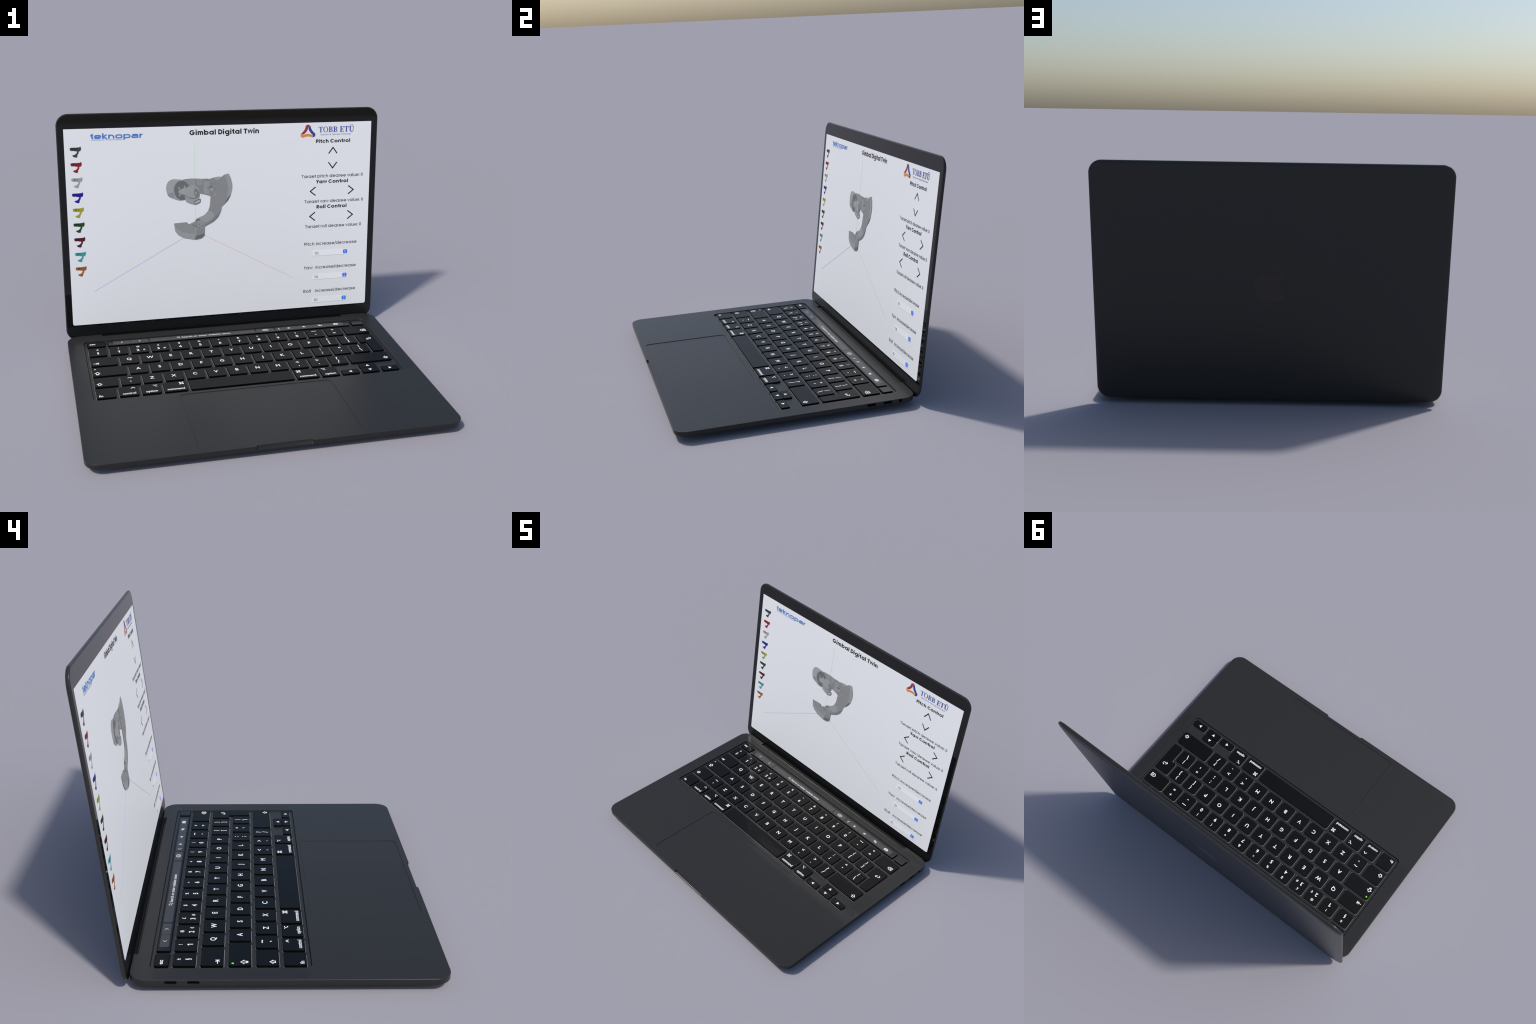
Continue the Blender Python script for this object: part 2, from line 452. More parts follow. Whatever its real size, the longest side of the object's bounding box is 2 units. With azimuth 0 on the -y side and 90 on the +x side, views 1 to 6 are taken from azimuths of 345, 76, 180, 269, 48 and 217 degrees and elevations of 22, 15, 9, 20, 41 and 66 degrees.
key(L, -0.7800, 0, ("word", "esc"))
x = L
for up, low, extra in [("±", "§", ""), ("!", "1", ""), ("@", "2", "€"), ("£", "3", "#"), ("$", "4", ""), ("%", "5", ""), ("^", "6", ""),
                       ("&", "7", ""), ("*", "8", ""), ("(", "9", ""), (")", "0", ""), ("_", "-", ""), ("+", "=", "")]:
    key(x, x + W, 1, ("pair", up, low, extra)); x += P
key(x, R, 1, ("icon", "delete"))
q = -0.6600 - W / 2
key(L, q - G, 2, ("icon", "tab"))
for c in "QWERTYUIOP": key(q, q + W, 2, ("letter", c)); q += P
for up, low in (("{", "["), ("}", "]")): key(q, q + W, 2, ("pair", up, low, "")); q += P
ent_l = q
q = -0.6215 - W / 2
key(L, q - G, 3, ("icon", "caps"))
for c in "ASDFGHJKL": key(q, q + W, 3, ("letter", c)); q += P
for up, low in ((":", ";"), ('"', "'"), ("|", "\\")): key(q, q + W, 3, ("pair", up, low, "")); q += P
KEYS.append(([(q, ROW[3][0]), (R, ROW[3][0]), (R, ROW[2][1]), (ent_l, ROW[2][1]), (ent_l, ROW[2][0]), (q, ROW[2][0])], ("icon", "return")))
q = -0.6840 - W / 2
key(L, q - G, 4, ("icon", "shift_near"))
key(q, q + W, 4, ("pair", "~", "`", "")); q += P
for c in "ZXCVBNM": key(q, q + W, 4, ("letter", c)); q += P
for up, low in (("<", ","), (">", "."), ("?", "/")): key(q, q + W, 4, ("pair", up, low, "")); q += P
key(q, R, 4, ("icon", "shift_far"))
key(L, L + W, 5, ("word", "fn"))
key(L + P, L + P + W, 5, ("modifier", "control", "^", 1))
key(L + 2 * P, L + 2 * P + W, 5, ("modifier", "option", "opt", 1))
key(L + 3 * P, -0.3830, 5, ("modifier", "command", "cmd", 1))
key(-0.3645, 0.2370, 5, None)
key(0.2555, R - 3 * P - W - G, 5, ("modifier", "command", "cmd", -1))
key(R - 3 * P - W, R - 3 * P, 5, ("modifier", "option", "opt", -1))
half = (ROW[5][0] + ROW[5][1]) / 2
key(R - 2 * P - W, R - 2 * P, 5, ("arrow", 180), y1=half - 0.001)
key(R - P - W, R - P, 5, ("arrow", 90), y0=half + 0.0012)
key(R - P - W, R - P, 5, ("arrow", 270), y1=half - 0.0012)
key(R - W, R, 5, ("arrow", 0), y1=half - 0.001)

TB = rect(-0.7620, 0.4445, 0.7930, 0.5045)
PW = rect(0.8125, 0.4445, R, 0.5045)

# aluminium web between the keys, with a pocket for every key, and a sheet below painted pale for the backlight glow
holes = [round_poly(offset_poly(pl, -0.0044), 0.012, 5) for pl, lg in KEYS
         if not (lg and lg[0] == "arrow" and lg[1] in (90, 270))]
updown = rect(R - P - W, ROW[5][0], R - P, ROW[5][1])
holes.append(round_poly(offset_poly(updown, -0.0044), 0.012, 5))
for pl in (TB, PW): holes.append(round_poly(offset_poly(pl, -0.0030), 0.009, 5))
web = fill_outlines("key_frame", [round_poly(offset_poly(KB, 0.0035), 0.027, 8)] + holes, 0.0034, FLOOR - 0.0030)
obj_from("key_frame", web, M_plate, laptop)
sheet = loft("key_backlight", sections(rect(-0.897, -0.1800, 0.897, 0.4310), 0.02, [(0, FLOOR - 0.0036), (0, FLOOR - 0.0028)], 4))
obj_from("key_backlight", sheet, M_glow, laptop)

def arrow_icon(cx, cy, deg, s=0.0105):
    a = math.radians(deg)
    pts = [(s, 0), (-s * 0.8, s * 1.05), (-s * 0.8, -s * 1.05)]
    return [[(cx + px * math.cos(a) - py * math.sin(a), cy + px * math.sin(a) + py * math.cos(a)) for px, py in pts]]

def up_arrow_outline(cx, cy, s):
    return [(cx, cy + s), (cx + s, cy + 0.05 * s), (cx + 0.5 * s, cy + 0.05 * s), (cx + 0.5 * s, cy - 0.8 * s),
            (cx - 0.5 * s, cy - 0.8 * s), (cx - 0.5 * s, cy + 0.05 * s), (cx - s, cy + 0.05 * s)]

def sheets(loop_groups, thick=0.0004, lift=0.00005):
    return join_meshes("mark", [fill_outlines("mark", g, thick) for g in loop_groups], lift)

def cmd_icon(cx, cy, s, w):
    h = s * 0.42
    groups = [stroke([(cx - h, cy - h), (cx + h, cy - h), (cx + h, cy + h), (cx - h, cy + h)], w, True)]
    for sx in (-1, 1):
        for sy in (-1, 1):
            ccx, ccy = cx + sx * (h + h * 0.72), cy + sy * (h + h * 0.72)
            groups.append([ellipse(ccx, ccy, h * 0.72 + w / 2, h * 0.72 + w / 2, 0, 16), ellipse(ccx, ccy, h * 0.72 - w / 2, h * 0.72 - w / 2, 0, 16)])
    return groups

def figure_one(cx, cy, h):
    w = h * 0.20
    return fill_outlines("mark", [[(cx - w * 0.1, cy - h / 2), (cx + w, cy - h / 2), (cx + w, cy + h / 2), (cx, cy + h / 2), (cx - w * 1.5, cy + h * 0.30),
                                   (cx - w * 1.5, cy + h * 0.14), (cx - w * 0.1, cy + h * 0.27)]], 0.0003)

def legend_mesh(pl, lg):
    x0, x1 = min(p[0] for p in pl), max(p[0] for p in pl)
    y0, y1 = min(p[1] for p in pl), max(p[1] for p in pl)
    cx, cy = (x0 + x1) / 2, (y0 + y1) / 2
    kind = lg[0]
    if kind == "letter":
        return lettering(lg[1], cx, None, cy + 0.002 - 0.0133, 0.0266, 0.020)
    if kind == "pair":
        up, low, extra = lg[1:]
        small = {"_": 0.0045, "-": 0.005, "`": 0.009, "~": 0.009, "'": 0.013, '"': 0.013, ",": 0.011, ".": 0.0065, ";": 0.026, ":": 0.022, "^": 0.010,
                 "*": 0.013, "<": 0.021, ">": 0.021, "+": 0.0170, "=": 0.011, "±": 0.0160, "!": 0.0190, "@": 0.0195, "£": 0.0190,
                 "$": 0.0215, "%": 0.0185, "&": 0.0190, "§": 0.0300, "(": 0.0230, ")": 0.0230, "{": 0.033, "[": 0.033, "}": 0.033, "]": 0.033,
                 "|": 0.034, "\\": 0.034, "?": 0.033, "/": 0.033}
        low_y, up_y = cy - 0.018, cy + 0.026
        if up in "{}|": low_y, up_y = cy - 0.020, cy + 0.022
        if up in "<>?": up_y = cy + 0.020
        if low in ",.": low_y = cy - 0.026
        if low == "`": low_y, up_y = cy - 0.018, cy + 0.022
        if low == "'": low_y = cy - 0.014
        xo = -0.010 if extra else 0.0
        parts = [glyph(up, cx + xo * 0.5, up_y, small.get(up, 0.020), 0.014),
                 figure_one(cx, low_y, 0.0262) if low == "1" else glyph(low, cx + xo, low_y, small.get(low, 0.0262), 0.020)]
        if extra: parts.append(glyph(extra, cx + 0.0275, low_y - 0.001, 0.0175, 0.012))
        return join_meshes("mark", parts, 0.00005)
    if kind == "word":
        if lg[1] == "esc": return lettering("esc", x0 + 0.012, x0 + 0.047, cy - 0.006, 0.020, 0.02)
        return lettering("fn", x0 + 0.011, x0 + 0.034, y0 + 0.011, 0.020, 0.02)
    if kind == "modifier":
        word, ic, side = lg[1:]
        wd = {"control": 0.073, "option": 0.065, "command": 0.098}[word]
        parts = [lettering(word, cx - wd / 2 + 0.001, cx + wd / 2 + 0.001, y0 + 0.014, 0.0195, 0.018)]
        ix = (x1 - 0.026) if side > 0 else (x0 + 0.026)
        iy = y1 - 0.021
        if ic == "^":
            parts.append(sheets([stroke([(ix - 0.011, iy - 0.006), (ix, iy + 0.006), (ix + 0.011, iy - 0.006)], 0.0045)]))
        elif ic == "opt":
            parts.append(sheets([stroke([(ix - 0.012, iy + 0.0075), (ix - 0.005, iy + 0.0075), (ix + 0.004, iy - 0.0075), (ix + 0.012, iy - 0.0075)], 0.0040),
                                 stroke([(ix + 0.003, iy + 0.0075), (ix + 0.012, iy + 0.0075)], 0.0040)]))
        else:
            parts.append(sheets(cmd_icon(ix, iy, 0.0115, 0.0036)))
        return join_meshes("mark", parts)
    if kind == "arrow":
        return sheets([arrow_icon(cx, cy, lg[1])])
    ic = lg[1]
    if ic == "tab":
        a, y = x0 + 0.014, y0 + 0.027
        return sheets([stroke([(a, y), (a + 0.024, y)], 0.004), stroke([(a + 0.017, y + 0.009), (a + 0.027, y), (a + 0.017, y - 0.009)], 0.004),
                       stroke([(a + 0.030, y + 0.010), (a + 0.030, y - 0.010)], 0.004)])
    if ic in ("shift_near", "shift_far"):
        c = x0 + 0.027 if ic == "shift_near" else x1 - 0.030
        return sheets([stroke(up_arrow_outline(c, y0 + 0.028, 0.0130), 0.0045, True)])
    if ic == "caps":
        c, y = x0 + 0.027, y0 + 0.030
        return sheets([stroke(up_arrow_outline(c, y + 0.003, 0.0140), 0.0042, True), stroke([(c - 0.0075, y - 0.0135), (c + 0.0075, y - 0.0135)], 0.005)])
    if ic == "delete":
        c, y = x1 - 0.033, y0 + 0.036
        box = [(c - 0.019, y), (c - 0.008, y - 0.0115), (c + 0.015, y - 0.0115), (c + 0.015, y + 0.0115), (c - 0.008, y + 0.0115)]
        return sheets([stroke(box, 0.0042, True), stroke([(c - 0.004, y - 0.005), (c + 0.009, y + 0.005)], 0.0034),
                       stroke([(c - 0.004, y + 0.005), (c + 0.009, y - 0.005)], 0.0034)])
    if ic == "return":
        c, y = x1 - 0.040, ROW[2][0] + 0.040
        return sheets([stroke([(c - 0.010, y - 0.006), (c + 0.008, y - 0.006), (c + 0.0135, y - 0.001), (c + 0.0135, y + 0.006), (c + 0.008, y + 0.010), (c, y + 0.010)], 0.0042),
                       stroke([(c - 0.007, y + 0.004), (c - 0.017, y - 0.006), (c - 0.007, y - 0.015)], 0.0042)])

KEY_PROF = [(-0.0004, FLOOR - 0.0026), (0.0, KEYTOP - 0.0009), (0.0009, KEYTOP)]
cache = {}
for pl, lg in KEYS:
    cx = sum(p[0] for p in pl) / len(pl); cy = sum(p[1] for p in pl) / len(pl)
    loc = [(round(px - cx, 4), round(py - cy, 4)) for px, py in pl]
    k = tuple(loc)
    if k not in cache:
        me = loft("key", sections(loc, 0.0085, KEY_PROF, 5), 14, mat_of=lambda i: 1)
        me.materials.append(M_key); me.materials.append(M_keyside)
        cache[k] = me
    ko = bpy.data.objects.new("key", cache[k]); COL.objects.link(ko)
    ko.location = (cx, cy, 0); ko.parent = laptop
    if lg:
        lm = legend_mesh(pl, lg)
        lm.transform(Matrix.Translation((-cx, -cy, KEYTOP + 0.0003)))
        obj_from("key_legend", lm, M_white, ko)
    if lg and lg[0] == "letter" and lg[1] in "FJ":
        b = loft("homing_bar", sections(rect(-0.013, -0.036, 0.013, -0.0325), 0.0015, [(0, KEYTOP - 0.0005), (0, KEYTOP + 0.0006), (0.0008, KEYTOP + 0.0011)], 3))
        obj_from("homing_bar", b, M_keyside, ko)
    if lg and lg[-1] == "caps":
        lx, ly = -0.8680 - cx, 0.1605 - cy
        d = loft("indicator_lamp", [[(px, py, z) for px, py in ellipse(lx, ly, r, r, 0, 16)] for r, z in ((0.0058, KEYTOP - 0.001), (0.0058, KEYTOP + 0.0004), (0.004, KEYTOP + 0.0008))])
        obj_from("indicator_lamp", d, M_led, ko)

# touch strip and power button
strip = obj_from("touch_strip", loft("touch_strip", sections(TB, 0.006, KEY_PROF, 4),
                                     14, mat_of=lambda i: 1), [M_touch, M_keyside], laptop)
obj_from("power_button", loft("power_button", sections(PW, 0.006, KEY_PROF, 4),
                              14, mat_of=lambda i: 1), [M_touch, M_keyside], laptop)
TBY0, TBY1, TBY = 0.4535, 0.4960, 0.4748
for a, b in ((-0.7290, -0.6230), (-0.6210, -0.5150), (-0.5050, 0.1640), (0.1740, 0.2890), (0.3010, 0.3370), (0.3380, 0.4420),
             (0.4430, 0.5460), (0.5470, 0.6500), (0.6510, 0.7580)):
    obj_from("touch_button", fill_outlines("touch_button", [round_poly(rect(a, TBY0, b, TBY1), 0.006, 4)], 0.0003, KEYTOP + 0.0002), M_touchbtn, strip)
IZ = KEYTOP + 0.0009
def touch_icon(groups):
    m = sheets(groups, 0.0002, 0.00004); m.transform(Matrix.Translation((0, 0, IZ)))
    obj_from("touch_icon", m, M_touchicon, strip)
touch_icon([stroke([(-0.6740, TBY + 0.009), (-0.6810, TBY), (-0.6740, TBY - 0.009)], 0.0028)])
touch_icon([stroke([(-0.5720, TBY + 0.009), (-0.5650, TBY), (-0.5720, TBY - 0.009)], 0.0028)])
touch_icon([[ellipse(-0.3280, TBY + 0.002, 0.0085, 0.0085, 0, 18), ellipse(-0.3280, TBY + 0.002, 0.0060, 0.0060, 0, 18)],
            stroke([(-0.3215, TBY - 0.0045), (-0.3155, TBY - 0.0105)], 0.0030)])
tm = lettering("Search or enter website name", -0.3060, 0.0030, TBY - 0.0085, 0.0165, 0.012)
tm.transform(Matrix.Translation((0, 0, IZ + 0.0003)))
obj_from("touch_text", tm, M_touchicon, strip)
touch_icon([[round_poly(rect(0.2190, TBY - 0.0120, 0.2480, TBY + 0.0120), 0.004, 3), round_poly(rect(0.2215, TBY - 0.0095, 0.2455, TBY + 0.0095), 0.003, 3)],
            [ellipse(0.2335, TBY, 0.0068, 0.0068, 0, 16), ellipse(0.2335, TBY, 0.0045, 0.0045, 0, 16)],
            stroke([(0.2150, TBY - 0.007), (0.2150, TBY + 0.007)], 0.0022), stroke([(0.2520, TBY - 0.007), (0.2520, TBY + 0.007)], 0.0022)])
touch_icon([stroke([(0.3270, TBY + 0.010), (0.3200, TBY), (0.3270, TBY - 0.010)], 0.0034)])
sun = [[ellipse(0.3880, TBY, 0.0052, 0.0052, 0, 14)]]
for i in range(8):
    a = math.pi * i / 4; c_, s_ = math.cos(a), math.sin(a)
    sun.append(stroke([(0.388 + 0.0072 * c_, TBY + 0.0072 * s_), (0.388 + 0.0110 * c_, TBY + 0.0110 * s_)], 0.0022))
touch_icon(sun)
def speaker(c):
    return [(c - 0.009, TBY - 0.004), (c - 0.004, TBY - 0.004), (c + 0.004, TBY - 0.010), (c + 0.004, TBY + 0.010), (c - 0.004, TBY + 0.004), (c - 0.009, TBY + 0.004)]
touch_icon([[speaker(0.4900)], stroke([(0.4985, TBY - 0.004), (0.5005, TBY), (0.4985, TBY + 0.004)], 0.0022)])
touch_icon([[speaker(0.5960)], stroke([(0.5860, TBY + 0.011), (0.6120, TBY - 0.011)], 0.0024),
            stroke([(0.6045, TBY - 0.005), (0.6070, TBY), (0.6045, TBY + 0.005)], 0.0020), stroke([(0.6095, TBY - 0.007), (0.6125, TBY), (0.6095, TBY + 0.007)], 0.0020)])
cam = round_poly(rect(0.6900, TBY - 0.0100, 0.7220, TBY + 0.0085), 0.003, 3)
touch_icon([[cam, ellipse(0.7060, TBY - 0.0005, 0.0058, 0.0058, 0, 16)], [rect(0.7010, TBY + 0.0088, 0.7110, TBY + 0.0120)],
            [ellipse(0.7060, TBY - 0.0005, 0.0030, 0.0030, 0, 12)]])

# ------------------------------------------------------------------ lid (local frame: x, s up the lid, t out of the front)
TILT = math.atan2(0.1156, 0.9933)
LID = Matrix.Translation((0, 0.6205, 0.1315)) @ Matrix.Rotation(math.pi / 2 - TILT, 4, "X")
LB, LT = -0.0985, 1.2968
lid_prof = [(0.0022, -0.0002), (0.0006, -0.0012), (0.0, -0.0030), (0.0, -0.0112), (0.0014, -0.0142), (0.0060, -0.0174), (0.0140, -0.0205),
            (0.0260, -0.0236), (0.0420, -0.0262), (0.0620, -0.0279), (0.0900, -0.0287)]
rings = [[(x, y, z) for x, y in round_poly(offset_poly(rect(-1, LB, 1, LT), ins), max(0.03, 0.072 - ins * 0.4), 14)] for ins, z in lid_prof]
lid = obj_from("lid", loft("lid", rings, 38), M_lid, laptop, LID)
glass = obj_from("bezel", loft("bezel", sections(rect(-0.9945, -0.0110, 0.9945, LT - 0.0055), 0.0665, [(0, -0.0008), (0, 0.0004), (0.0006, 0.0008)], 12)), M_glass, laptop, LID)
# square the lower corners: the glass meets the chin piece in a straight joint
me = glass.data
gl = round_poly(rect(-0.9945, -0.0110, 0.9945, LT - 0.0055), [0.0004, 0.0004, 0.0665, 0.0665], 12)
glass.data = loft("bezel", [[(x, y, z) for x, y in gl] for z in (-0.0008, 0.0008)]); glass.data.materials.append(M_glass); bpy.data.meshes.remove(me)
ch = round_poly(rect(-0.9945, LB + 0.0050, 0.9945, -0.0120), [0.0665, 0.0665, 0.0004, 0.0004], 12)
obj_from("chin", loft("chin", [[(x, y, z) for x, y in ch] for z in (-0.0008, 0.0006)]), M_chin, laptop, LID)
# camera behind the glass
obj_from("camera_lens", fill_outlines("camera_lens", [ellipse(0, 1.2495, 0.0046, 0.0046, 0, 20)], 0.0002, 0.0010), M_lens, glass)

# logo on the back: fruit outline with a bite, and a leaf
body = [(0.000, 0.667), (0.018, 0.672), (0.042, 0.678), (0.066, 0.668), (0.084, 0.644), (0.091, 0.612), (0.086, 0.575), (0.070, 0.538), (0.050, 0.510),
        (0.032, 0.503), (0.016, 0.508), (0.000, 0.511), (-0.016, 0.508), (-0.034, 0.502), (-0.052, 0.510), (-0.070, 0.534), (-0.083, 0.561)]
bite = [(-0.068, 0.576), (-0.056, 0.598), (-0.053, 0.618), (-0.060, 0.640), (-0.075, 0.657)]
top = [(-0.058, 0.672), (-0.036, 0.676), (-0.016, 0.670)]
leaf_a, leaf_b = Vector((-0.002, 0.684)), Vector((-0.042, 0.728))
def arc(p, q, bulge, n=8):
    d = q - p; nrm = Vector((-d.y, d.x))
    return [tuple(p + d * t + nrm * (bulge * 4 * t * (1 - t))) for t in (i / n for i in range(n))]
leaf = arc(leaf_a, leaf_b, 0.20) + arc(leaf_b, leaf_a, 0.20)
lm = fill_outlines("logo", [smooth_loop(body + bite + top, 4), leaf], 0.0008, 0)
lm.transform(Matrix.Translation((0, 0, -0.0287 - 0.0006)))
obj_from("logo", lm, M_logo, lid)

# ------------------------------------------------------------------ display
SW, SH = 0.9580, 1.2085
disp = obj_from("display", loft("display", [[(x, y, z) for x, y in round_poly(rect(-SW, 0, SW, SH), [0.012, 0.012, 0.0015, 0.0015], 6)] for z in (0.0002, 0.0014)]),
                M_screen, laptop, LID)
Z0 = 0.0017
def put(name, mesh, mat, z=0.0):
    mesh.transform(Matrix.Translation((0, 0, Z0 + z)))
    return obj_from(name, mesh, mat, disp)
def flat(loops, thick=0.0002): return fill_outlines("mark", loops, thick)

BLUE = material("logo_text_blue", shown(80, 120, 184), 0.5, 0.25)
put("display_text", geo_text("teknopar", -0.8046, -0.4958, 1.1465, 0.0318, 0.23, square=True), BLUE)
put("display_text", lettering("Industrial Automation", -0.7993, -0.6142, 1.1374, 0.0082, 0.0), material("tagline_blue", shown(110, 140, 190), 0.5, 0.25), 0.0003)
put("display_text", geo_text("Gimbal Digital Twin", -0.2125, 0.2214, 1.1528, 0.0303, 0.230), M_text)

RED, NAVY, ORANGE = (material(n, shown(*c), 0.5, 0.25) for n, c in
                     (("logo_red", (144, 52, 58)), ("logo_navy", (48, 66, 142)), ("logo_orange", (198, 130, 66))))
put("display_icon", flat([[(0.5378, 1.1977), (0.5530, 1.1890), (0.5385, 1.1815), (0.5375, 1.170), (0.5316, 1.1580), (0.5200, 1.1440), (0.5051, 1.1338),
                           (0.4924, 1.1405), (0.5050, 1.1520), (0.5150, 1.1640), (0.5215, 1.1780), (0.5222, 1.1895)]]), RED)
put("display_icon", flat([[(0.5539, 1.1880), (0.5402, 1.1810), (0.5410, 1.1710), (0.5452, 1.1595), (0.5560, 1.1440), (0.5699, 1.1319), (0.5712, 1.1159),
                           (0.5858, 1.1234), (0.5865, 1.1394), (0.5760, 1.1480), (0.5650, 1.1610), (0.5575, 1.1740)]]), NAVY)
put("display_icon", flat([[(0.4898, 1.1392), (0.5051, 1.1312), (0.5206, 1.1373), (0.5383, 1.1394), (0.5583, 1.1352), (0.5699, 1.1299), (0.5695, 1.1163),
                           (0.5544, 1.1214), (0.5376, 1.1235), (0.5209, 1.1214), (0.5054, 1.1149), (0.4900, 1.1243)]]), ORANGE)
SERIF = material("serif_text_blue", shown(66, 80, 152), 0.5, 0.25)
def serif_word():
    """seriffed capitals: heavy stems, hairline bars, small feet"""
    b, t = 1.1463, 1.1806
    h = t - b; st, hl = 0.0072, 0.0026
    g = []
    def R_(x0, y0, x1, y1): g.append([rect(x0, b + y0 * h, x1, b + y1 * h)])
    def foot(c, y): R_(c - 0.0062, y, c + 0.0062, y + 0.07)
    def T(x0, x1):
        c = (x0 + x1) / 2
        R_(c - st / 2, 0, c + st / 2, 0.95); R_(x0, 0.93, x1, 1.0); foot(c, 0)
        R_(x0, 0.74, x0 + hl, 0.95); R_(x1 - hl, 0.74, x1, 0.95)
    def O(x0, x1):
        c, y = (x0 + x1) / 2, b + h / 2
        g.append([ellipse(c, y, (x1 - x0) / 2, h * 0.53, 0, 24), ellipse(c, y, (x1 - x0) / 2 - st * 0.8, h * 0.47, 0, 24)])
    def B(x0, x1):
        s = x0 + 0.0040
        R_(s, 0, s + st, 1.0); R_(x0, 0, s + st, 0.07); R_(x0, 0.93, s + st, 1.0)
        for lo, hi, k in ((0.50, 1.0, 0.92), (0.0, 0.54, 1.0)):
            yc, ry = b + h * (lo + hi) / 2, h * (hi - lo) / 2
            rx = (x1 - s - st) * k
            arc_o = [(s + st, yc - ry)] + [(s + st + rx * math.cos(a), yc + ry * math.sin(a)) for a in [math.pi * (i / 12 - 0.5) for i in range(13)]] + [(s + st, yc + ry)]
            arc_i = [(s + st, yc - ry * 0.84)] + [(s + st + (rx - st * 0.9) * math.cos(a), yc + ry * 0.8 * math.sin(a)) for a in [math.pi * (i / 12 - 0.5) for i in range(13)]] + [(s + st, yc + ry * 0.84)]
            g.append([arc_o + arc_i[::-1]])
    def E(x0, x1):
        s = x0 + 0.0040
        R_(s, 0, s + st, 1.0); R_(x0, 0, x1, 0.07); R_(x0, 0.93, x1 - 0.002, 1.0); R_(s, 0.47, x1 - 0.006, 0.54)
        R_(x1 - hl, 0, x1, 0.24); R_(x1 - 0.002 - hl, 0.78, x1 - 0.002, 1.0); R_(x1 - 0.006 - hl, 0.36, x1 - 0.006, 0.65)
    def U(x0, x1):
        c = (x0 + x1) / 2
        R_(x0 + 0.0035, 0.28, x0 + 0.0035 + st, 1.0); R_(x1 - 0.0055, 0.28, x1 - 0.0055 + hl, 1.0)
        R_(x0, 0.93, x0 + 0.0135, 1.0); R_(x1 - 0.0085, 0.93, x1, 1.0)
        o0, o1 = x0 + 0.0035, x1 - 0.0055 + hl
        cc, rx = (o0 + o1) / 2, (o1 - o0) / 2
        yc = b + 0.30 * h
        outer = [(cc + rx * math.cos(a), yc + 0.32 * h * math.sin(a)) for a in [math.pi * (1 + i / 14) for i in range(15)]]
        inner = [(cc + (st - hl) / 2 + (rx - (st + hl) / 2) * math.cos(a), yc + 0.23 * h * math.sin(a)) for a in [math.pi * (1 + i / 14) for i in range(15)]]
        g.append([outer + inner[::-1]])
        for d in (-0.0055, 0.0055): g.append([ellipse(c + d, b + 1.20 * h, 0.0030, 0.0030, 0, 12)])
    T(0.6073, 0.6370); O(0.6385, 0.6705); B(0.6735, 0.7005); B(0.7045, 0.7320); E(0.7482, 0.7745); T(0.7765, 0.8072); U(0.8100, 0.8405)
    return sheets(g, 0.0002, 0.00003)
put("display_text", serif_word(), SERIF)
put("display_text", lettering("Ekonomi ve Teknoloji Üniversitesi", 0.6224, 0.8231, 1.1277, 0.0100, 0.008), material("subtitle_blue", shown(104, 116, 172), 0.5, 0.25))

for body, x0, x1, y in (("Pitch Control", 0.5915, 0.8193, 1.0800), ("Yaw Control", 0.5981, 0.8126, 0.8224), ("Roll Control", 0.6042, 0.8073, 0.6598)):
    put("display_text", geo_text(body, x0, x1, y, 0.0225, 0.228), M_text)
for body, x0, x1, y in (("Target pitch degree value: 0", 0.5000, 0.9119, 0.8597), ("Target yaw degree value: 0", 0.5219, 0.9191, 0.6972),
                        ("Target roll degree value: 0", 0.5295, 0.9112, 0.5332)):
    put("display_text", geo_text(body, x0, x1, y, 0.0200, 0.155, clip=True), M_textsoft)
for word, xw, y in (("Pitch", 0.5950, 0.4170), ("Yaw", 0.5873, 0.2585), ("Roll", 0.5766, 0.0993)):
    put("display_text", geo_text(word, 0.5260, xw, y, 0.0204, 0.152), M_textsoft)
    put("display_text", geo_text("increase/decrease", 0.6065, 0.8850, y, 0.0204, 0.152), M_textsoft)
CHEV = 0.0068
for pts in ([(0.6775, 1.0110), (0.7057, 1.0490), (0.7340, 1.0110)], [(0.6775, 0.9560), (0.7057, 0.9185), (0.7340, 0.9560)],
            [(0.5955, 0.8000), (0.5605, 0.7730), (0.5955, 0.7455)], [(0.8150, 0.8000), (0.8505, 0.7730), (0.8150, 0.7455)],
            [(0.5955, 0.6370), (0.5600, 0.6095), (0.5955, 0.5818)], [(0.8145, 0.6370), (0.8505, 0.6095), (0.8145, 0.5818)]):
    put("display_arrow", flat(stroke(pts, CHEV)), M_text)

BOX = material("select_box_white", (1.0, 1.0, 1.0), 0.5, 0.25)
BOXEDGE = material("select_box_shadow_line", shown(186, 189, 198), 0.5, 0.25)
BTN = material("select_button_blue", shown(58, 110, 225), 0.5, 0.25)
for y in (0.3460, 0.1866, 0.0290):
    put("select_box_edge", flat([round_poly(rect(0.5842, y - 0.0012, 0.8228, y + 0.0350), 0.0062, 4)]), BOXEDGE)
    put("select_box", flat([round_poly(rect(0.5842, y, 0.8228, y + 0.0358), 0.0062, 4)]), BOX, 0.0004)
    put("select_button", flat([round_poly(rect(0.7925, y + 0.0055, 0.8212, y + 0.0318), 0.0060, 4)]), BTN, 0.0008)
    for d in (-1, 1):
        yc = y + 0.0187 + d * 0.0030
        put("select_arrow", flat(stroke([(0.8018, yc), (0.8068, yc + d * 0.0045), (0.8118, yc)], 0.0022)), M_screen, 0.0012)
    put("display_text", geo_text("10", 0.5990, 0.6235, y + 0.0088, 0.0168, 0.13), M_textmid, 0.0008)

for c, a, b in (((166, 220, 170), (-0.1840, 1.1127), (-0.1843, 0.5400)), ((160, 166, 226), (-0.2250, 0.5365), (-0.8203, 0.2113)),
                ((224, 160, 160), (-0.1422, 0.5344), (0.4515, 0.2102))):
    put("axis_line", flat(stroke([a, b], 0.0019)), material("axis_line_colour", shown(*c), 0.5, 0.25))

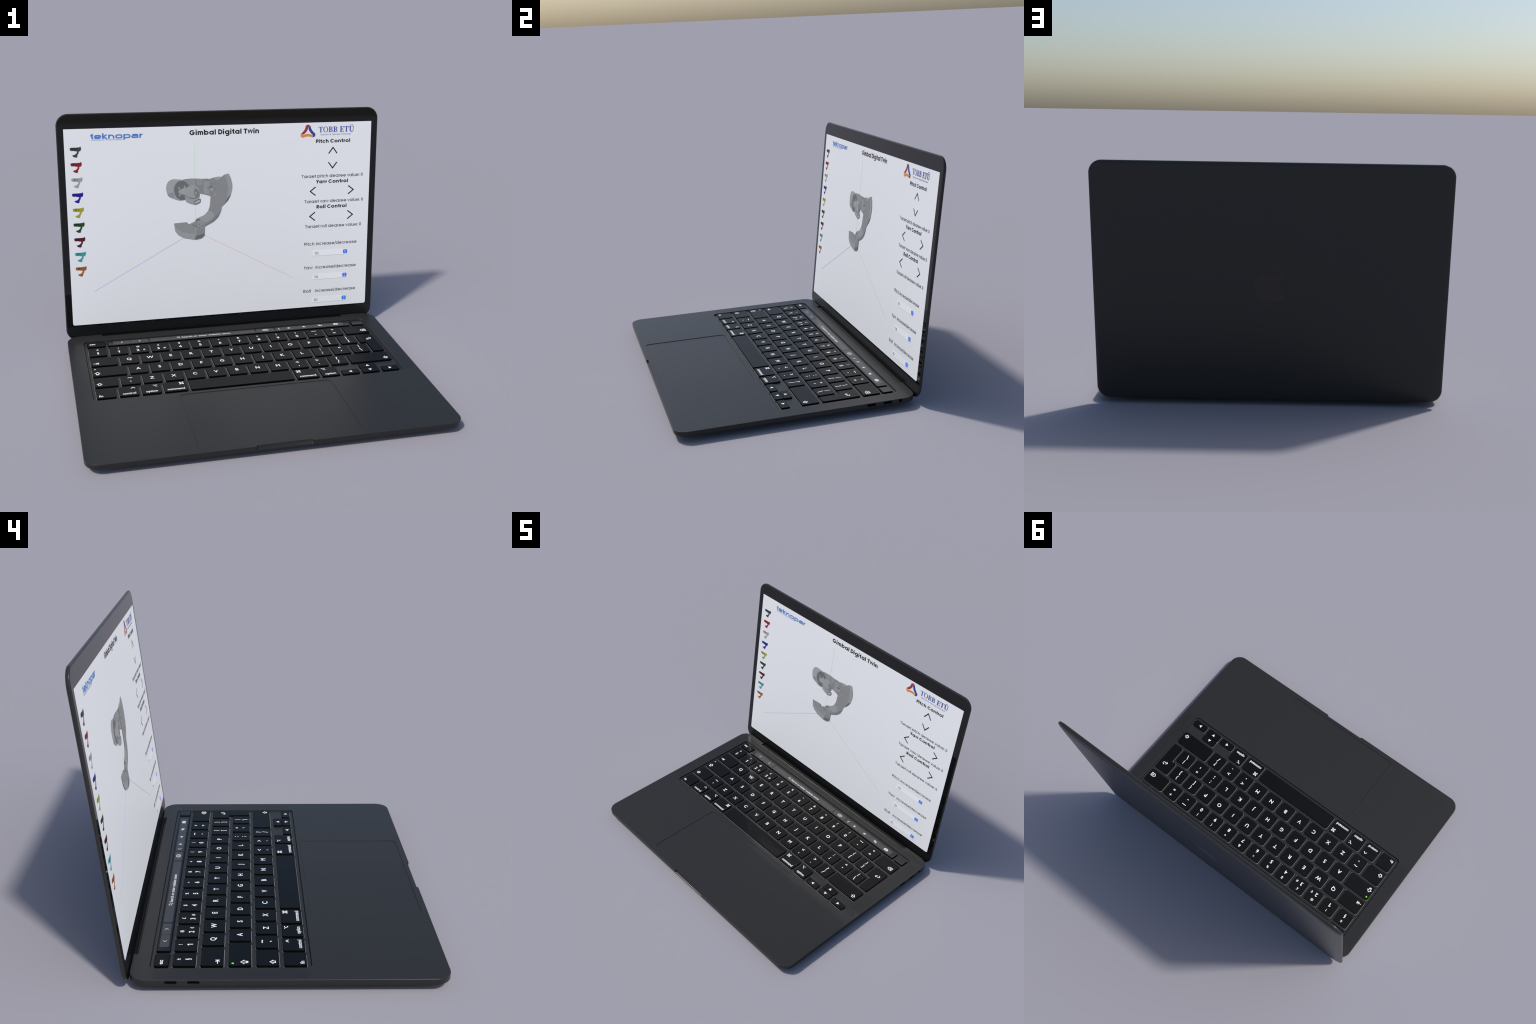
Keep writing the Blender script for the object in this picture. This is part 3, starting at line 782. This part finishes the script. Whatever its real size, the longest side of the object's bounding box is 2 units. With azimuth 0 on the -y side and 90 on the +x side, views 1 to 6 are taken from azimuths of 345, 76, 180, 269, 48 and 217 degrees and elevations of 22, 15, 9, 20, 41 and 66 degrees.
# ---- the gimbal drawing: flat overlapping tones, laid out on a 1568-unit picture square
def pic(u, v):
    a, b = u / 1568.0, v / 1568.0
    tl, tr, bl, br = (-0.4249, 1.0097), (0.1335, 0.9893), (-0.4394, 0.4502), (0.1337, 0.4142)
    return tuple((tl[i] * (1 - a) + tr[i] * a) * (1 - b) + (bl[i] * (1 - a) + br[i] * a) * b for i in (0, 1))
TONES = {}
def tone(g):
    if g not in TONES: TONES[g] = material("gimbal_grey", shown(g, g + 2, g + 5), 0.5, 0.25)
    return TONES[g]
layer = [0]
def tone_patch(pts, g, smooth=True, holes=()):
    lp = [smooth_loop(pts, 4) if smooth else pts] + list(holes)
    layer[0] += 1
    put("gimbal_drawing", flat([[pic(*p) for p in l] for l in lp], 0.0001), tone(g), 0.0003 + 0.00006 * layer[0])
def tone_oval(cx, cy, rx, ry, rot, g): tone_patch(ellipse(cx, cy, rx, ry, rot, 30), g, False)

tone_patch([(455, 350), (520, 325), (640, 315), (800, 320), (945, 340), (935, 585), (870, 592), (770, 572), (600, 560), (540, 430)], 131)
tone_patch([(560, 420), (700, 410), (815, 420), (815, 575), (770, 572), (640, 560)], 124)
tone_patch([(820, 400), (835, 350), (880, 335), (945, 345), (940, 585), (870, 592), (825, 565)], 119)
tone_patch([(835, 400), (850, 362), (890, 358), (945, 378), (940, 572), (880, 578), (836, 555)], 137)
tone_patch([(188, 480), (200, 415), (235, 358), (300, 328), (360, 328), (470, 350), (500, 500), (440, 690), (400, 688), (330, 665), (250, 635), (205, 575)], 147)
tone_patch([(310, 560), (330, 665), (400, 690), (440, 692), (330, 668), (250, 637), (215, 590)], 130)
tone_oval(452, 520, 150, 172, -0.12, 138)
tone_oval(462, 522, 135, 170, -0.12, 101)
for cx, cy in ((410, 480), (508, 455), (420, 603)): tone_oval(cx, cy, 19, 20, 0, 137)
tone_patch([(560, 340), (650, 322), (780, 325), (820, 340), (815, 420), (760, 440), (600, 430), (570, 380)], 134)
tone_patch([(505, 590), (530, 630), (640, 668), (735, 655), (778, 662), (786, 700), (770, 735), (690, 768), (570, 737), (525, 700)], 141)
tone_patch([(668, 745), (672, 705), (700, 690), (750, 665), (782, 668), (784, 705), (770, 735), (700, 766)], 108)
tone_patch([(684, 740), (686, 722), (710, 708), (755, 684), (770, 690), (764, 716), (705, 745)], 160)
tone_patch([(400, 545), (415, 515), (470, 488), (530, 478), (545, 590), (480, 592), (420, 575)], 146)
tone_patch([(500, 560), (535, 480), (600, 438), (680, 437), (740, 470), (768, 540), (750, 610), (690, 660), (620, 660), (545, 630)], 143)
tone_patch([(545, 630), (600, 640), (690, 645), (750, 600), (735, 635), (690, 664), (620, 662)], 112)
tone_oval(716, 568, 48, 84, -0.25, 116)
tone_oval(704, 570, 24, 35, -0.2, 104)
tone_oval(701, 568, 18, 28, -0.2, 138)
tone_patch([(935, 322), (1000, 300), (1100, 280), (1150, 286), (1200, 245), (1275, 228), (1310, 300), (1336, 400), (1336, 480), (1310, 600), (1260, 690),
            (1190, 765), (1153, 800), (1140, 870), (1090, 980), (1010, 1060), (850, 1150), (780, 1160), (680, 1080), (705, 1020), (850, 945), (910, 880),
            (940, 800), (950, 720), (955, 632), (1005, 650), (920, 604), (938, 575), (925, 450)], 127, False)
tone_patch([(1000, 305), (1100, 281), (1150, 287), (1080, 345), (1040, 320)], 145, False)
tone_patch([(1200, 245), (1275, 228), (1310, 300), (1336, 400), (1336, 480), (1310, 600), (1260, 690), (1190, 765), (1232, 680), (1258, 580), (1264, 450), (1242, 340)], 139, False)
tone_patch([(1312, 590), (1262, 688), (1190, 765), (1235, 690), (1262, 640)], 82, False)
tone_patch([(705, 1020), (850, 945), (920, 870), (990, 900), (1020, 960), (960, 1030), (860, 1070)], 141)
tone_patch([(1140, 870), (1090, 980), (1010, 1060), (850, 1150), (860, 1120), (1000, 1030), (1080, 930)], 112, False)
tone_oval(966, 455, 17, 12, 0.3, 74)
tone_oval(978, 502, 24, 18, 0.5, 150)
for cx, cy in ((985, 397), (1043, 495), (915, 470), (970, 562)): tone_oval(cx, cy, 15, 19, 0, 120)
tone_patch([(1000, 648), (1010, 625), (1050, 552), (1042, 590)], 156, False)
tone_patch([(322, 1095), (540, 1072), (575, 1112), (650, 1076), (745, 1020), (860, 1085), (853, 1180), (850, 1300), (800, 1352), (700, 1378), (620, 1368), (500, 1350),
            (400, 1300), (345, 1235)], 130, False)
tone_patch([(322, 1095), (360, 1180), (460, 1240), (580, 1268), (690, 1272), (680, 1372), (620, 1368), (500, 1350), (400, 1300), (345, 1235)], 140, False)
tone_patch([(690, 1272), (705, 1222), (850, 1175), (850, 1260), (700, 1322)], 124, False)
tone_patch([(688, 1322), (850, 1265), (846, 1305), (800, 1352), (700, 1378), (680, 1372)], 98, False)
tone_patch([(700, 1160), (708, 1160), (690, 1355), (682, 1355)], 152, False)
tone_oval(765, 1105, 98, 62, 0.25, 134)
tone_oval(735, 1032, 42, 14, -0.2, 100)
tone_patch([(540, 1072), (575, 1112), (568, 1118), (535, 1078)], 90, False)
for cx, cy, rx, ry, ro in ((682, 1135, 22, 8, -0.2), (820, 1132, 30, 8, -0.5), (760, 1108, 12, 8, 0), (648, 1115, 12, 8, 0), (712, 1152, 12, 8, 0), (762, 1168, 12, 8, 0)):
    tone_oval(cx, cy, rx, ry, ro, 104)
# the green axis line passes in front of parts of the drawing
GREEN = material("axis_line_green", shown(98, 160, 98), 0.5, 0.25)
for a, b in (((690, 318), (694, 440)), ((701, 1020), (702, 1140))):
    put("axis_line", flat(stroke([pic(*a), pic(*b)], 0.0019)), GREEN, 0.0045)

# ---- column of nine small colour swatches, each a tiny gimbal
icon = [(118, 180), (128, 146), (158, 136), (300, 138), (340, 130), (368, 136), (400, 108), (418, 150), (410, 210), (378, 243), (352, 232), (348, 285), (315, 335),
        (308, 390), (280, 402), (225, 390), (188, 362), (178, 340), (245, 326), (298, 282), (306, 236), (245, 232), (215, 214), (195, 224), (138, 218)]
shade = [(190, 150), (235, 148), (222, 185), (235, 214), (212, 214), (196, 222), (180, 190)]
band = [(238, 160), (300, 150), (300, 200), (240, 196)]
def icon_pt(u, v, cy): return (-0.8932 + (u - 268) * 0.000222, cy + (255 - v) * 0.000224)
ICONS = [((60, 62, 65), (45, 46, 49)), ((128, 36, 38), (84, 30, 32)), ((146, 148, 151), (104, 106, 108)), ((33, 33, 134), (38, 38, 82)), ((146, 146, 52), (106, 106, 44)),
         ((38, 66, 42), (28, 48, 32)), ((78, 34, 42), (50, 28, 32)), ((66, 140, 146), (50, 104, 108)), ((142, 88, 42), (98, 66, 38))]
for i, (c, d) in enumerate(ICONS):
    cy = 1.0737 - i * 0.09112
    put("swatch_icon", flat([[icon_pt(u, v, cy) for u, v in icon]]), material("swatch_colour", shown(*c), 0.5, 0.25))
    md = material("swatch_shade", shown(*d), 0.5, 0.25)
    put("swatch_shade", flat([[icon_pt(u, v, cy) for u, v in smooth_loop(shade, 3)]]), md, 0.0004)
    put("swatch_shade", flat([[icon_pt(u, v, cy) for u, v in smooth_loop(band, 3)]]),
        material("swatch_band", tuple((a + b) / 2 for a, b in zip(shown(*c), shown(*d))), 0.5, 0.25), 0.0004)

bpy.context.view_layer.update()
